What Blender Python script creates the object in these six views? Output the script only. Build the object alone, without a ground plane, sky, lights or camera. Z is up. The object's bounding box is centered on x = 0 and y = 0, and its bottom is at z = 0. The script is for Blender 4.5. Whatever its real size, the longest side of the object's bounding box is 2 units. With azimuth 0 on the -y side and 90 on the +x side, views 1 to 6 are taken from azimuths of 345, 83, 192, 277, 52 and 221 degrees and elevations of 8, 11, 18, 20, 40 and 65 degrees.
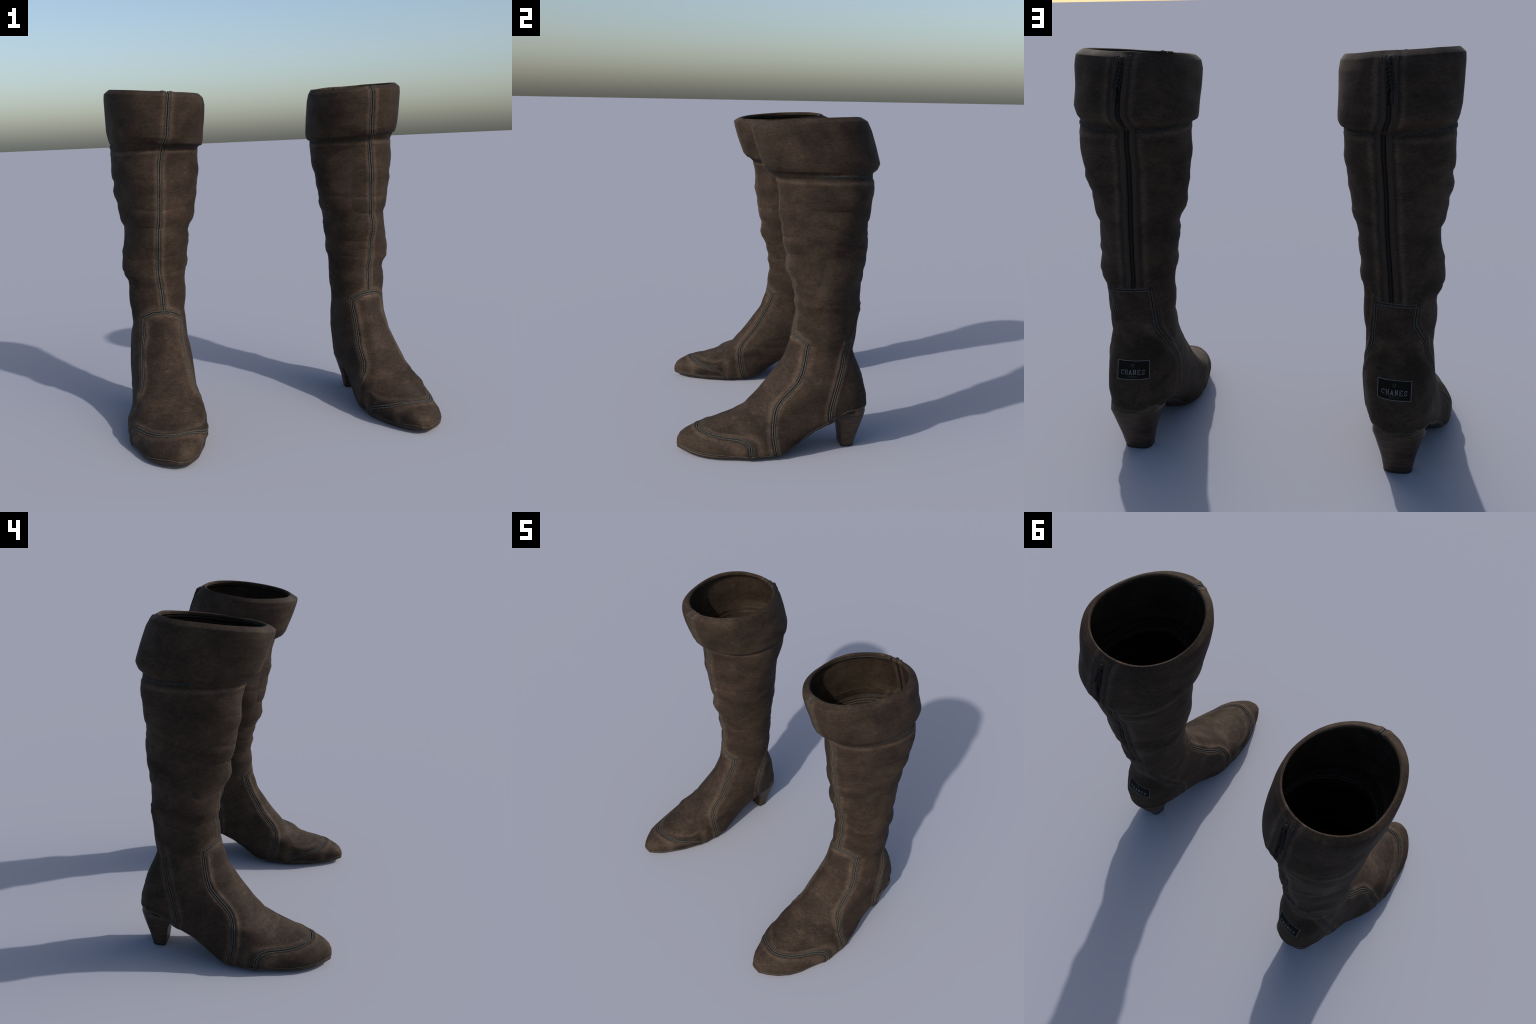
"""A pair of knee-high heeled leather boots with turned-down cuffs and back zips.

One boot is described in the space of the boot that stands at x < 0 (its outer
side points to -x, its toe to -y); the second boot is its mirror image.
"""
import bpy
import math
import random
import numpy as np
from mathutils import Vector
from mathutils.bvhtree import BVHTree

CUFF_TILT = 0.062                             # the cuff stands higher on the outer side
BASE = np.array([-0.665, 0.0, 0.0])          # foot of the boot, origin of all its parts

# ------------------------------------------------------------------ profiles
# Leg of the boot, from the cuff down: height, front y, back y, outer x, inner x.
LEG = [
    (1.697, -0.020, 0.548, -0.868, -0.384), (1.661, -0.016, 0.550, -0.873, -0.379), (1.624, -0.007, 0.560, -0.872, -0.372),
    (1.588, -0.001, 0.564, -0.874, -0.371), (1.552, 0.005, 0.560, -0.874, -0.371),
    (1.517, 0.008, 0.553, -0.875, -0.368), (1.481, 0.006, 0.548, -0.873, -0.371),
    (1.445, 0.004, 0.546, -0.864, -0.378), (1.409, 0.012, 0.543, -0.872, -0.384),
    (1.373, 0.023, 0.535, -0.869, -0.387), (1.336, 0.025, 0.534, -0.858, -0.399),
    (1.300, 0.032, 0.537, -0.855, -0.405), (1.264, 0.036, 0.538, -0.849, -0.405),
    (1.228, 0.043, 0.536, -0.841, -0.415), (1.193, 0.058, 0.530, -0.826, -0.435),
    (1.156, 0.056, 0.531, -0.827, -0.445), (1.121, 0.051, 0.525, -0.828, -0.441),
    (1.085, 0.060, 0.515, -0.835, -0.449), (1.049, 0.082, 0.513, -0.847, -0.458),
    (1.012, 0.096, 0.510, -0.847, -0.460), (0.976, 0.104, 0.503, -0.851, -0.455),
    (0.940, 0.114, 0.497, -0.854, -0.461), (0.904, 0.108, 0.495, -0.845, -0.474),
    (0.867, 0.119, 0.501, -0.824, -0.477), (0.832, 0.123, 0.499, -0.819, -0.475),
    (0.798, 0.114, 0.493, -0.823, -0.475), (0.761, 0.108, 0.488, -0.825, -0.479),
    (0.724, 0.107, 0.491, -0.824, -0.483)]
# Ankle and foot: sections fan out from level to upright.
# front/top point (y, z), back/bottom point (y, z), outer x, inner x.
FOOT = [
    (0.098, 0.681, 0.486, 0.681, -0.816, -0.490), (0.077, 0.622, 0.469, 0.606, -0.810, -0.489),
    (0.054, 0.557, 0.484, 0.555, -0.817, -0.487), (0.016, 0.499, 0.503, 0.511, -0.821, -0.486),
    (-0.027, 0.438, 0.521, 0.458, -0.825, -0.478), (-0.066, 0.387, 0.539, 0.397, -0.832, -0.477),
    (-0.100, 0.341, 0.557, 0.328, -0.838, -0.480), (-0.133, 0.303, 0.567, 0.262, -0.842, -0.483),
    (-0.161, 0.271, 0.550, 0.235, -0.845, -0.490), (-0.188, 0.242, 0.455, 0.237, -0.850, -0.488),
    (-0.215, 0.228, 0.351, 0.191, -0.855, -0.489), (-0.243, 0.217, 0.236, 0.142, -0.866, -0.491),
    (-0.273, 0.202, 0.138, 0.084, -0.900, -0.483), (-0.303, 0.196, 0.050, 0.018, -0.909, -0.480),
    (-0.338, 0.188, -0.050, 0.004, -0.915, -0.488), (-0.378, 0.175, -0.150, 0.003, -0.913, -0.496),
    (-0.424, 0.162, -0.250, 0.003, -0.892, -0.512), (-0.470, 0.149, -0.350, 0.004, -0.875, -0.540),
    (-0.513, 0.138, -0.430, 0.006, -0.850, -0.571), (-0.550, 0.122, -0.500, 0.012, -0.810, -0.596),
    (-0.578, 0.103, -0.551, 0.019, -0.768, -0.625), (-0.594, 0.075, -0.588, 0.028, -0.728, -0.652)]
# Character of the sections: at section number, x of the front and of the back
# ridge, where the outer and inner sides are widest (0 back .. 1 front), and how
# square the four quarters are (front outer, front inner, back outer, back inner).
SHAPE = [
    (0, -0.640, -0.63, 0.36, 0.53, 2.0, 2.0, 1.9, 2.4), (3, -0.660, -0.63, 0.42, 0.57, 2.05, 1.7, 2.4, 2.2),
    (6, -0.662, -0.65, 0.40, 0.55, 1.95, 1.65, 2.1, 1.8), (9, -0.657, -0.65, 0.43, 0.58, 1.8, 1.65, 1.7, 1.9),
    (12, -0.660, -0.66, 0.46, 0.55, 1.75, 1.9, 1.8, 2.0), (15, -0.65, -0.65, 0.45, 0.48, 1.8, 2.0, 1.9, 2.1),
    (18, -0.63, -0.65, 0.53, 0.49, 1.7, 2.0, 1.6, 2.0), (21, -0.64, -0.67, 0.54, 0.48, 2.0, 1.9, 2.0, 2.1),
    (24, -0.62, -0.67, 0.53, 0.46, 1.9, 1.8, 1.8, 2.0), (27, -0.62, -0.66, 0.49, 0.42, 1.7, 1.8, 1.8, 2.1),
    (29, -0.62, -0.66, 0.45, 0.41, 1.6, 1.8, 2.1, 2.3), (31, -0.62, -0.67, 0.41, 0.45, 1.8, 1.8, 2.5, 2.4),
    (33, -0.61, -0.68, 0.55, 0.55, 2.2, 2.0, 2.5, 2.3), (34, -0.61, -0.66, 0.61, 0.59, 2.3, 2.0, 2.4, 2.2),
    (35, -0.60, -0.67, 0.66, 0.64, 2.2, 2.1, 2.6, 2.4), (36, -0.61, -0.69, 0.66, 0.68, 2.3, 2.1, 3.2, 3.0),
    (37, -0.625, -0.72, 0.62, 0.70, 2.8, 2.1, 4.0, 3.7), (38, -0.64, -0.73, 0.57, 0.71, 2.7, 2.1, 4.4, 4.2),
    (39, -0.655, -0.73, 0.51, 0.68, 2.0, 2.15, 4.4, 4.2), (40, -0.67, -0.72, 0.45, 0.64, 1.65, 2.2, 4.3, 4.2),
    (42, -0.68, -0.62, 0.27, 0.50, 1.6, 2.3, 4.2, 4.4), (44, -0.69, -0.62, 0.15, 0.42, 1.85, 2.4, 4.1, 4.4),
    (46, -0.69, -0.66, 0.15, 0.45, 1.7, 2.3, 4.1, 4.2), (48, -0.68, -0.70, 0.32, 0.49, 1.7, 2.1, 4.1, 4.0)]
# Cuff, from the inner lip over the rim and down to where it tucks under:
# the same fourteen values per section.
CUFF = [
    (-0.105, 1.935, 0.466, 1.973, -0.61, -0.62, -0.861, -0.369, 0.40, 0.47, 2.0, 2.0, 2.0, 2.0),
    (-0.105, 1.950, 0.466, 1.987, -0.61, -0.62, -0.861, -0.369, 0.40, 0.47, 2.0, 2.0, 2.0, 2.0),
    (-0.116, 1.954, 0.474, 1.991, -0.613, -0.62, -0.869, -0.361, 0.40, 0.48, 2.0, 2.0, 2.0, 2.1),
    (-0.157, 1.931, 0.509, 1.966, -0.63, -0.65, -0.896, -0.341, 0.38, 0.50, 1.9, 2.0, 1.9, 2.1),
    (-0.150, 1.895, 0.536, 1.916, -0.64, -0.64, -0.898, -0.334, 0.38, 0.51, 2.0, 2.1, 1.9, 2.1),
    (-0.131, 1.832, 0.569, 1.814, -0.64, -0.64, -0.895, -0.337, 0.40, 0.51, 2.1, 2.1, 1.9, 2.2),
    (-0.110, 1.771, 0.594, 1.725, -0.64, -0.63, -0.893, -0.340, 0.41, 0.51, 2.1, 2.0, 2.1, 2.1),
    (-0.087, 1.707, 0.583, 1.690, -0.633, -0.61, -0.886, -0.342, 0.43, 0.51, 2.1, 1.9, 2.2, 2.1),
    (-0.060, 1.678, 0.563, 1.672, -0.63, -0.60, -0.880, -0.350, 0.44, 0.53, 2.1, 2.0, 2.2, 2.1),
    (-0.018, 1.664, 0.548, 1.664, -0.64, -0.63, -0.872, -0.380, 0.37, 0.55, 2.0, 2.3, 1.9, 2.4),
    (-0.006, 1.650, 0.540, 1.650, -0.64, -0.63, -0.864, -0.388, 0.37, 0.55, 2.0, 2.3, 1.9, 2.4)]

# ------------------------------------------------------------------ seam lines
FRONT_SEAM = [(1.655, -.622), (1.58, -.635), (1.48, -.643), (1.39, -.645), (1.31, -.647), (1.22, -.652),
              (1.16, -.661), (1.085, -.665), (1.005, -.665), (.93, -.666), (.865, -.658), (.78, -.652), (.695, -.650)]
CUFF_SEAM = [(1.952, -.590), (1.90, -.596), (1.80, -.602), (1.72, -.606), (1.672, -.622)]
ZIP_LINE = [(2.0, -.585), (1.90, -.589), (1.80, -.593), (1.72, -.594), (1.685, -.580), (1.655, -.571), (1.53, -.576),
            (1.40, -.587), (1.27, -.593), (1.14, -.601), (1.03, -.610), (.868, -.620)]
PANEL_TOP = [(-.764, .176, .656), (-.737, .152, .676), (-.710, .132, .690), (-.650, .105, .696), (-.602, .102, .689),
             (-.572, .116, .672), (-.548, .135, .652)]
PANEL_OUTER = [(-.764, .176, .656), (-.766, .165, .572), (-.777, .149, .493), (-.788, .122, .437), (-.797, .073, .386),
               (-.804, .030, .345), (-.813, -.002, .305), (-.827, -.018, .271), (-.856, -.030, .211),
               (-.890, -.036, .142), (-.903, -.026, .081), (-.902, -.017, .036)]
PANEL_INNER = [(-.548, .135, .652), (-.545, .123, .604), (-.548, .090, .533), (-.543, .050, .464), (-.534, .008, .397),
               (-.531, -.034, .344), (-.529, -.076, .296), (-.516, -.103, .251), (-.492, -.110, .210),
               (-.482, -.105, .147), (-.481, -.094, .087), (-.495, -.080, .030)]
TOE_SEAM = [(-.913, -.168, .036), (-.911, -.172, .088), (-.897, -.193, .114), (-.878, -.236, .128), (-.846, -.322, .132),
            (-.808, -.393, .136), (-.763, -.446, .144), (-.710, -.473, .147), (-.655, -.467, .149), (-.600, -.448, .141),
            (-.547, -.406, .122), (-.514, -.342, .105), (-.499, -.266, .080), (-.499, -.234, .054), (-.505, -.218, .026)]
COUNTER_OUTER = [(-.737, .485, .868), (-.729, .477, .810), (-.724, .467, .766), (-.748, .449, .716), (-.774, .415, .668),
                 (-.780, .397, .615), (-.803, .381, .540), (-.822, .360, .455), (-.830, .337, .374), (-.834, .318, .297),
                 (-.836, .312, .242), (-.834, .317, .208)]
COUNTER_INNER = [(-.551, .460, .868), (-.546, .453, .809), (-.540, .448, .735), (-.540, .437, .668), (-.526, .416, .622),
                 (-.500, .382, .559), (-.487, .343, .498), (-.480, .314, .431), (-.482, .302, .364), (-.490, .302, .300),
                 (-.500, .303, .255), (-.520, .310, .215)]
COUNTER_TOP = [(-.737, .485, .868), (-.680, .495, .868), (-.620, .492, .870), (-.580, .478, .869), (-.551, .460, .868)]


# ------------------------------------------------------------------ numpy tools
def ramp(x, pts, col=1):
    p = sorted(pts)
    return np.interp(x, [q[0] for q in p], [q[col] for q in p])


def smooth_rows(rows, sub, straight=0.78):
    """Interpolate a table of sections: half straight, half Catmull-Rom, so folds keep an edge."""
    rows = np.asarray(rows, float)
    n = len(rows)
    ext = np.vstack([2 * rows[0] - rows[1], rows, 2 * rows[-1] - rows[-2]])
    out = []
    for i in range(n - 1):
        p0, p1, p2, p3 = ext[i:i + 4]
        for j in range(sub):
            t = j / sub
            lin = p1 + (p2 - p1) * t
            cub = 0.5 * (2 * p1 + (p2 - p0) * t + (2 * p0 - 5 * p1 + 4 * p2 - p3) * t * t
                         + (3 * p1 - p0 - 3 * p2 + p3) * t ** 3)
            out.append(straight * lin + (1 - straight) * cub)
    out.append(rows[-1])
    return np.array(out)


def sections(rows, per_quarter):
    """Rings of points for rows of fourteen section values, evenly spaced inside each quarter."""
    fine = np.linspace(0, math.pi / 2, 160)
    rings = []
    for yf, zf, yb, zb, xf, xb, xo, xi, mo, mi, n1, n2, n3, n4 in rows:
        ring = []
        for q in range(4):          # front->outer, outer->back, back->inner, inner->front
            front = q in (0, 3)
            outer = q in (0, 1)
            n = (n1 if outer else n2) if front else (n3 if outer else n4)
            m = mo if outer else mi
            th = fine if q in (0, 2) else fine[::-1]
            ca, sa = np.abs(np.cos(th)) ** (2 / n), np.abs(np.sin(th)) ** (2 / n)
            t = m + (1 - m) * ca if front else m - m * ca
            xe, xs = (xf if front else xb), (xo if outer else xi)
            p = np.stack([xe + (xs - xe) * sa, yb + (yf - yb) * t, zb + (zf - zb) * t], 1)
            d = np.concatenate([[0], np.cumsum(np.linalg.norm(np.diff(p, axis=0), axis=1))])
            s = np.arange(per_quarter) / per_quarter * d[-1]
            ring.append(np.stack([np.interp(s, d, p[:, k]) for k in range(3)], 1))
        rings.append(np.concatenate(ring))
    return np.array(rings)


def grid_normals(g):
    du = np.roll(g, -1, 1) - np.roll(g, 1, 1)
    dv = np.gradient(g, axis=0)
    n = np.cross(du, dv)
    n /= np.linalg.norm(n, axis=2, keepdims=True) + 1e-12
    return n


def hash3(i, j, k, seed):
    h = (i * 374761393 + j * 668265263 + k * 2147483647 + seed * 1274126177) & 0xffffffff
    h = ((h ^ (h >> 13)) * 1274126177) & 0xffffffff
    return ((h ^ (h >> 16)) & 0xffff) / 65535.0


def value_noise(p, seed):
    b = np.floor(p).astype(np.int64)
    f = p - b
    f = f * f * (3 - 2 * f)
    r = 0
    for dx in (0, 1):
        for dy in (0, 1):
            for dz in (0, 1):
                w = (f[..., 0] if dx else 1 - f[..., 0]) * (f[..., 1] if dy else 1 - f[..., 1]) * (f[..., 2] if dz else 1 - f[..., 2])
                r = r + w * hash3(b[..., 0] + dx, b[..., 1] + dy, b[..., 2] + dz, seed)
    return r * 2 - 1


def resample(pts, step):
    p = np.asarray(pts, float)
    d = np.concatenate([[0], np.cumsum(np.linalg.norm(np.diff(p, axis=0), axis=1))])
    n = max(2, int(round(d[-1] / step)) + 1)
    s = np.linspace(0, d[-1], n)
    return np.stack([np.interp(s, d, p[:, k]) for k in range(3)], 1)


def soften(p, times):
    p = p.copy()
    for _ in range(times):
        p[1:-1] = 0.25 * p[:-2] + 0.5 * p[1:-1] + 0.25 * p[2:]
    return p


def distance_to(points, line, reach=0.09):
    """Distance of every point to a dense polyline (large outside the reach)."""
    out = np.full(len(points), 1.0)
    lo, hi = line.min(0) - reach, line.max(0) + reach
    near = np.where(((points > lo) & (points < hi)).all(1))[0]
    for a in range(0, len(near), 4000):
        idx = near[a:a + 4000]
        d = ((points[idx][:, None] - line[None]) ** 2).sum(2).min(1)
        out[idx] = np.sqrt(d)
    return out


# ------------------------------------------------------------------ mesh tools
class Boot:
    def __init__(self, mirror, root, mats):
        self.m, self.root, self.mats = mirror, root, mats

    def place(self, v):
        v = np.asarray(v, float) - BASE
        if self.m:
            v = v * np.array([-1, 1, 1])
        return v

    def add(self, name, verts, faces, mat, normals=None, parent=None, smooth=True, stuff=False):
        """Make one mesh part from boot-space vertices; faces are index tuples."""
        v = self.place(verts)
        me = bpy.data.meshes.new(name)
        if self.m:
            faces = [tuple(reversed(f)) for f in faces]
        me.from_pydata(v.tolist(), [], [tuple(int(i) for i in f) for f in faces])
        me.update()
        if smooth:
            me.polygons.foreach_set("use_smooth", [True] * len(me.polygons))
        me.materials.append(self.mats[mat])
        if normals is not None:
            n = np.asarray(normals, float)
            if self.m:
                n = n * np.array([-1, 1, 1])
            me.normals_split_custom_set_from_vertices(n.tolist())
        ob = bpy.data.objects.new(name, me)
        bpy.context.scene.collection.objects.link(ob)
        ob.parent = parent or self.root
        if stuff:
            ob["kind"] = "stuff"
        return ob

    def add_part_of_grid(self, name, pts, nrm, quads, mat, parent=None):
        used, inv = np.unique(quads, return_inverse=True)
        return self.add(name, pts[used], inv.reshape(-1, 4), mat, nrm[used], parent)


def grid_quads(rows, cols, closed=True):
    i = np.arange(rows - 1)[:, None]
    j = np.arange(cols if closed else cols - 1)[None]
    j2 = (j + 1) % cols
    return np.stack([i * cols + j, i * cols + j2, (i + 1) * cols + j2, (i + 1) * cols + j], 2).reshape(-1, 4)


def outward_quads(g, n, row=30, col=5):
    """Quads of a closed grid, wound so that they face along the given normals."""
    q = grid_quads(*g.shape[:2])
    p = g.reshape(-1, 3)
    a = q[row * g.shape[1] + col]
    if np.cross(p[a[1]] - p[a[0]], p[a[2]] - p[a[1]]) @ n[row, col] < 0:
        q = q[:, ::-1]
    return q


def capsule(sides=6):
    """A plump little stitch along +x, unit half length, unit radius."""
    prof = [(-1.0, 0.25), (-0.72, 0.8), (-0.2, 1.0), (0.2, 1.0), (0.72, 0.8), (1.0, 0.25)]
    v, f = [], []
    for x, r in prof:
        for k in range(sides):
            a = 2 * math.pi * k / sides
            v.append((x, r * math.cos(a), r * math.sin(a)))
    for i in range(len(prof) - 1):
        for k in range(sides):
            k2 = (k + 1) % sides
            f.append((i * sides + k, i * sides + k2, (i + 1) * sides + k2, (i + 1) * sides + k))
    f.append(tuple(reversed(range(sides))))
    f.append(tuple(range((len(prof) - 1) * sides, len(prof) * sides)))
    return np.array(v), f


STITCH = capsule()


class Stitches:
    """Collects stitches laid along lines on a surface."""

    def __init__(self, seed):
        self.v, self.f, self.n = [], [], 0
        self.r = random.Random(seed)

    def one(self, c, d, up, half, rad, flat=0.75):
        side = np.cross(up, d)
        side /= np.linalg.norm(side) + 1e-12
        sv, sf = STITCH
        p = c + sv[:, :1] * half * d + sv[:, 1:2] * rad * side + sv[:, 2:3] * rad * flat * up
        self.v.append(p)
        self.f += [tuple(i + self.n for i in f) for f in sf]
        self.n += len(p)

    def row(self, line, ups, offset, half=0.0072, rad=0.0047, gap=-0.0022, slant=0.0, lift=0.0, wander=0.0, on=None):
        d = np.gradient(line, axis=0)
        d /= np.linalg.norm(d, axis=1, keepdims=True) + 1e-12
        side = np.cross(ups, d)
        side /= np.linalg.norm(side, axis=1, keepdims=True) + 1e-12
        path = line + side * offset
        if on is not None:
            path = soften(np.array([on.snap(p)[0] for p in path]), 2)
        path = path + ups * lift
        s = np.concatenate([[0], np.cumsum(np.linalg.norm(np.diff(path, axis=0), axis=1))])
        at = half
        while at < s[-1] - half * 0.5:
            c = np.array([np.interp(at, s, path[:, k]) for k in range(3)])
            i = min(np.searchsorted(s, at), len(s) - 1)
            dd, uu, ss = d[i], ups[i], side[i]
            a = slant + self.r.uniform(-0.06, 0.06)
            dv = dd * math.cos(a) + ss * math.sin(a)
            self.one(c + ss * self.r.uniform(-1, 1) * wander, dv, uu, half * self.r.uniform(0.92, 1.06), rad * self.r.uniform(0.88, 1.1))
            at += 2 * half * math.cos(slant) * 0.94 + gap

    def build(self, boot, name, mat, parent=None):
        if not self.v:
            return None
        return boot.add(name, np.concatenate(self.v), self.f, mat, parent=parent, stuff=True)


class Surface:
    """Nearest-point and ray queries on a point grid."""

    def __init__(self, pts, quads):
        self.t = BVHTree.FromPolygons(pts.tolist(), quads.tolist())

    def snap(self, p):
        q, n, _, _ = self.t.find_nearest(Vector(p))
        return np.array(q), np.array(n)

    def behind(self, x, z):
        q, n, _, _ = self.t.ray_cast(Vector((x, 2.0, z)), Vector((0, -1, 0)))
        return (None, None) if q is None else (np.array(q), np.array(n))

    def ahead(self, x, z):
        q, n, _, _ = self.t.ray_cast(Vector((x, -2.0, z)), Vector((0, 1, 0)))
        return (None, None) if q is None else (np.array(q), np.array(n))

    def line(self, pts, step=0.004, soft=3):
        raw = soften(resample(pts, step), soft)
        got = [self.snap(p) for p in raw]
        return np.array([g[0] for g in got]), self.outward(np.array([g[1] for g in got]), np.array([g[0] for g in got]))

    def outward(self, n, p):
        return n


# ------------------------------------------------------------------ materials
def node(nt, kind, **kw):
    n = nt.nodes.new(kind)
    for k, v in kw.items():
        setattr(n, k, v)
    return n


def setin(n, **kw):
    for k, v in kw.items():
        n.inputs[k.replace("_", " ")].default_value = v
    return n


def new_material(name):
    m = bpy.data.materials.new(name)
    m.use_nodes = True
    nt = m.node_tree
    nt.nodes.clear()
    out = node(nt, "ShaderNodeOutputMaterial")
    bsdf = node(nt, "ShaderNodeBsdfPrincipled")
    nt.links.new(bsdf.outputs[0], out.inputs[0])
    return m, nt, bsdf


def noise(nt, co, scale, detail=4, rough=0.55, stretch=(1, 1, 1), distort=0.0):
    mp = node(nt, "ShaderNodeMapping")
    mp.inputs["Scale"].default_value = stretch
    nt.links.new(co, mp.inputs["Vector"])
    n = node(nt, "ShaderNodeTexNoise")
    setin(n, Scale=scale, Detail=detail, Roughness=rough, Distortion=distort)
    nt.links.new(mp.outputs[0], n.inputs["Vector"])
    return n.outputs["Fac"]


def color_ramp(nt, fac, stops):
    r = node(nt, "ShaderNodeValToRGB")
    el = r.color_ramp.elements
    while len(el) < len(stops):
        el.new(0.5)
    for e, (p, c) in zip(el, stops):
        e.position = p
        e.color = (*c, 1)
    nt.links.new(fac, r.inputs[0])
    return r.outputs[0]


def math_node(nt, op, a, b=None, clamp=False):
    n = node(nt, "ShaderNodeMath", operation=op, use_clamp=clamp)
    for i, x in enumerate((a, b)):
        if x is None:
            continue
        if isinstance(x, (int, float)):
            n.inputs[i].default_value = x
        else:
            nt.links.new(x, n.inputs[i])
    return n.outputs[0]


def mix_color(nt, fac, a, b, mode="MIX"):
    n = node(nt, "ShaderNodeMix", data_type="RGBA", blend_type=mode)
    if isinstance(fac, (int, float)):
        n.inputs[0].default_value = fac
    else:
        nt.links.new(fac, n.inputs[0])
    for i, x in ((6, a), (7, b)):
        if isinstance(x, tuple):
            n.inputs[i].default_value = (*x, 1)
        else:
            nt.links.new(x, n.inputs[i])
    return n.outputs[2]


def bump(nt, bsdf, height, strength, dist):
    b = node(nt, "ShaderNodeBump")
    setin(b, Strength=strength, Distance=dist)
    nt.links.new(height, b.inputs["Height"])
    nt.links.new(b.outputs[0], bsdf.inputs["Normal"])


def lookup(nt, value, pts):
    """Piecewise curve as a Float Curve node: value -> pts interpolated."""
    pts = sorted(pts)
    xs, ys = [p[0] for p in pts], [p[1] for p in pts]
    lo, hi = min(ys) - 0.01, max(ys) + 0.01
    mr = node(nt, "ShaderNodeMapRange", clamp=True)
    setin(mr, From_Min=xs[0], From_Max=xs[-1])
    nt.links.new(value, mr.inputs[0])
    fc = node(nt, "ShaderNodeFloatCurve")
    c = fc.mapping.curves[0]
    want = [((x - xs[0]) / (xs[-1] - xs[0]), (y - lo) / (hi - lo)) for x, y in zip(xs, ys)]
    c.points[0].location, c.points[1].location = want[0], want[-1]
    for w in want[1:-1]:
        c.points.new(*w)
    for p in c.points:
        p.handle_type = "VECTOR"
    fc.mapping.update()
    nt.links.new(mr.outputs[0], fc.inputs["Value"])
    return math_node(nt, "ADD", math_node(nt, "MULTIPLY", fc.outputs[0], hi - lo), lo)


def between(nt, v, lo, hi, soft=0.02):
    """1 where lo < v < hi, with soft ends."""
    r = []
    for a, b_ in ((lo - soft, lo), (hi + soft, hi)):
        m = node(nt, "ShaderNodeMapRange", clamp=True)
        setin(m, From_Min=a, From_Max=b_)
        nt.links.new(v, m.inputs[0])
        r.append(m.outputs[0])
    return math_node(nt, "MULTIPLY", r[0], r[1])


def bell(nt, d, centre, width):
    t = math_node(nt, "DIVIDE", math_node(nt, "SUBTRACT", d, centre), width)
    t = math_node(nt, "MULTIPLY", t, t)
    return math_node(nt, "POWER", 2.718, math_node(nt, "MULTIPLY", t, -1.0))


def seam_bands(nt, co, side):
    """Masks of a paler band beside the seams and of a darker band along them."""
    sep = node(nt, "ShaderNodeSeparateXYZ")
    nt.links.new(co, sep.inputs[0])
    x = math_node(nt, "ADD", math_node(nt, "MULTIPLY", sep.outputs[0], side), float(BASE[0]))
    y, z = sep.outputs[1], sep.outputs[2]
    gap = lambda a, b_: math_node(nt, "ABSOLUTE", math_node(nt, "SUBTRACT", a, b_))
    outer, inner = between(nt, x, -2, -.66), between(nt, x, -.64, 2)
    yz = lambda line: [(p[2], p[1]) for p in line]
    seams = []
    seams.append((gap(x, lookup(nt, z, FRONT_SEAM + CUFF_SEAM[:-1])),
                  math_node(nt, "MULTIPLY", between(nt, y, -2, .22), between(nt, z, .70, 1.94)), .024))
    for line, reg in ((PANEL_OUTER, outer), (PANEL_INNER, inner)):
        seams.append((math_node(nt, "MULTIPLY", gap(y, lookup(nt, z, yz(line))), 0.85),
                      math_node(nt, "MULTIPLY", reg, between(nt, z, .03, .645)), .022))
    seams.append((gap(z, lookup(nt, x, [(p[0], p[2]) for p in PANEL_TOP])),
                  math_node(nt, "MULTIPLY", between(nt, y, -2, .19), between(nt, x, -.765, -.548)), .022))
    mid = [(p[0], p[1]) for p in TOE_SEAM[1:-2]]
    flat = math_node(nt, "SUBTRACT", 1.0, math_node(nt, "MULTIPLY", gap(x, -.70), 2.6))
    flat = math_node(nt, "MAXIMUM", flat, 0.42)
    seams.append((math_node(nt, "MULTIPLY", gap(y, lookup(nt, x, mid)), flat), between(nt, z, -1, .16), .026))
    for line, reg in ((COUNTER_OUTER, outer), (COUNTER_INNER, inner)):
        seams.append((gap(y, lookup(nt, z, yz([p for p in line if p[2] < .70]))),
                      math_node(nt, "MULTIPLY", reg, between(nt, z, .2, .68)), .026))
    seams.append((gap(x, lookup(nt, z, ZIP_LINE)),
                  math_node(nt, "MULTIPLY", between(nt, y, .36, 2), between(nt, z, .88, 2.1)), .058))
    seams.append((gap(z, 1.655), between(nt, z, 1.5, 1.662), .030))
    pale_band = dark_band = None
    for d, reg, c in seams:
        w = math_node(nt, "MULTIPLY", bell(nt, d, c, 0.013), reg)
        g = math_node(nt, "MULTIPLY", bell(nt, d, c - 0.024, 0.013), reg)
        pale_band = w if pale_band is None else math_node(nt, "MAXIMUM", pale_band, w)
        dark_band = g if dark_band is None else math_node(nt, "MAXIMUM", dark_band, g)
    return pale_band, dark_band


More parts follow.
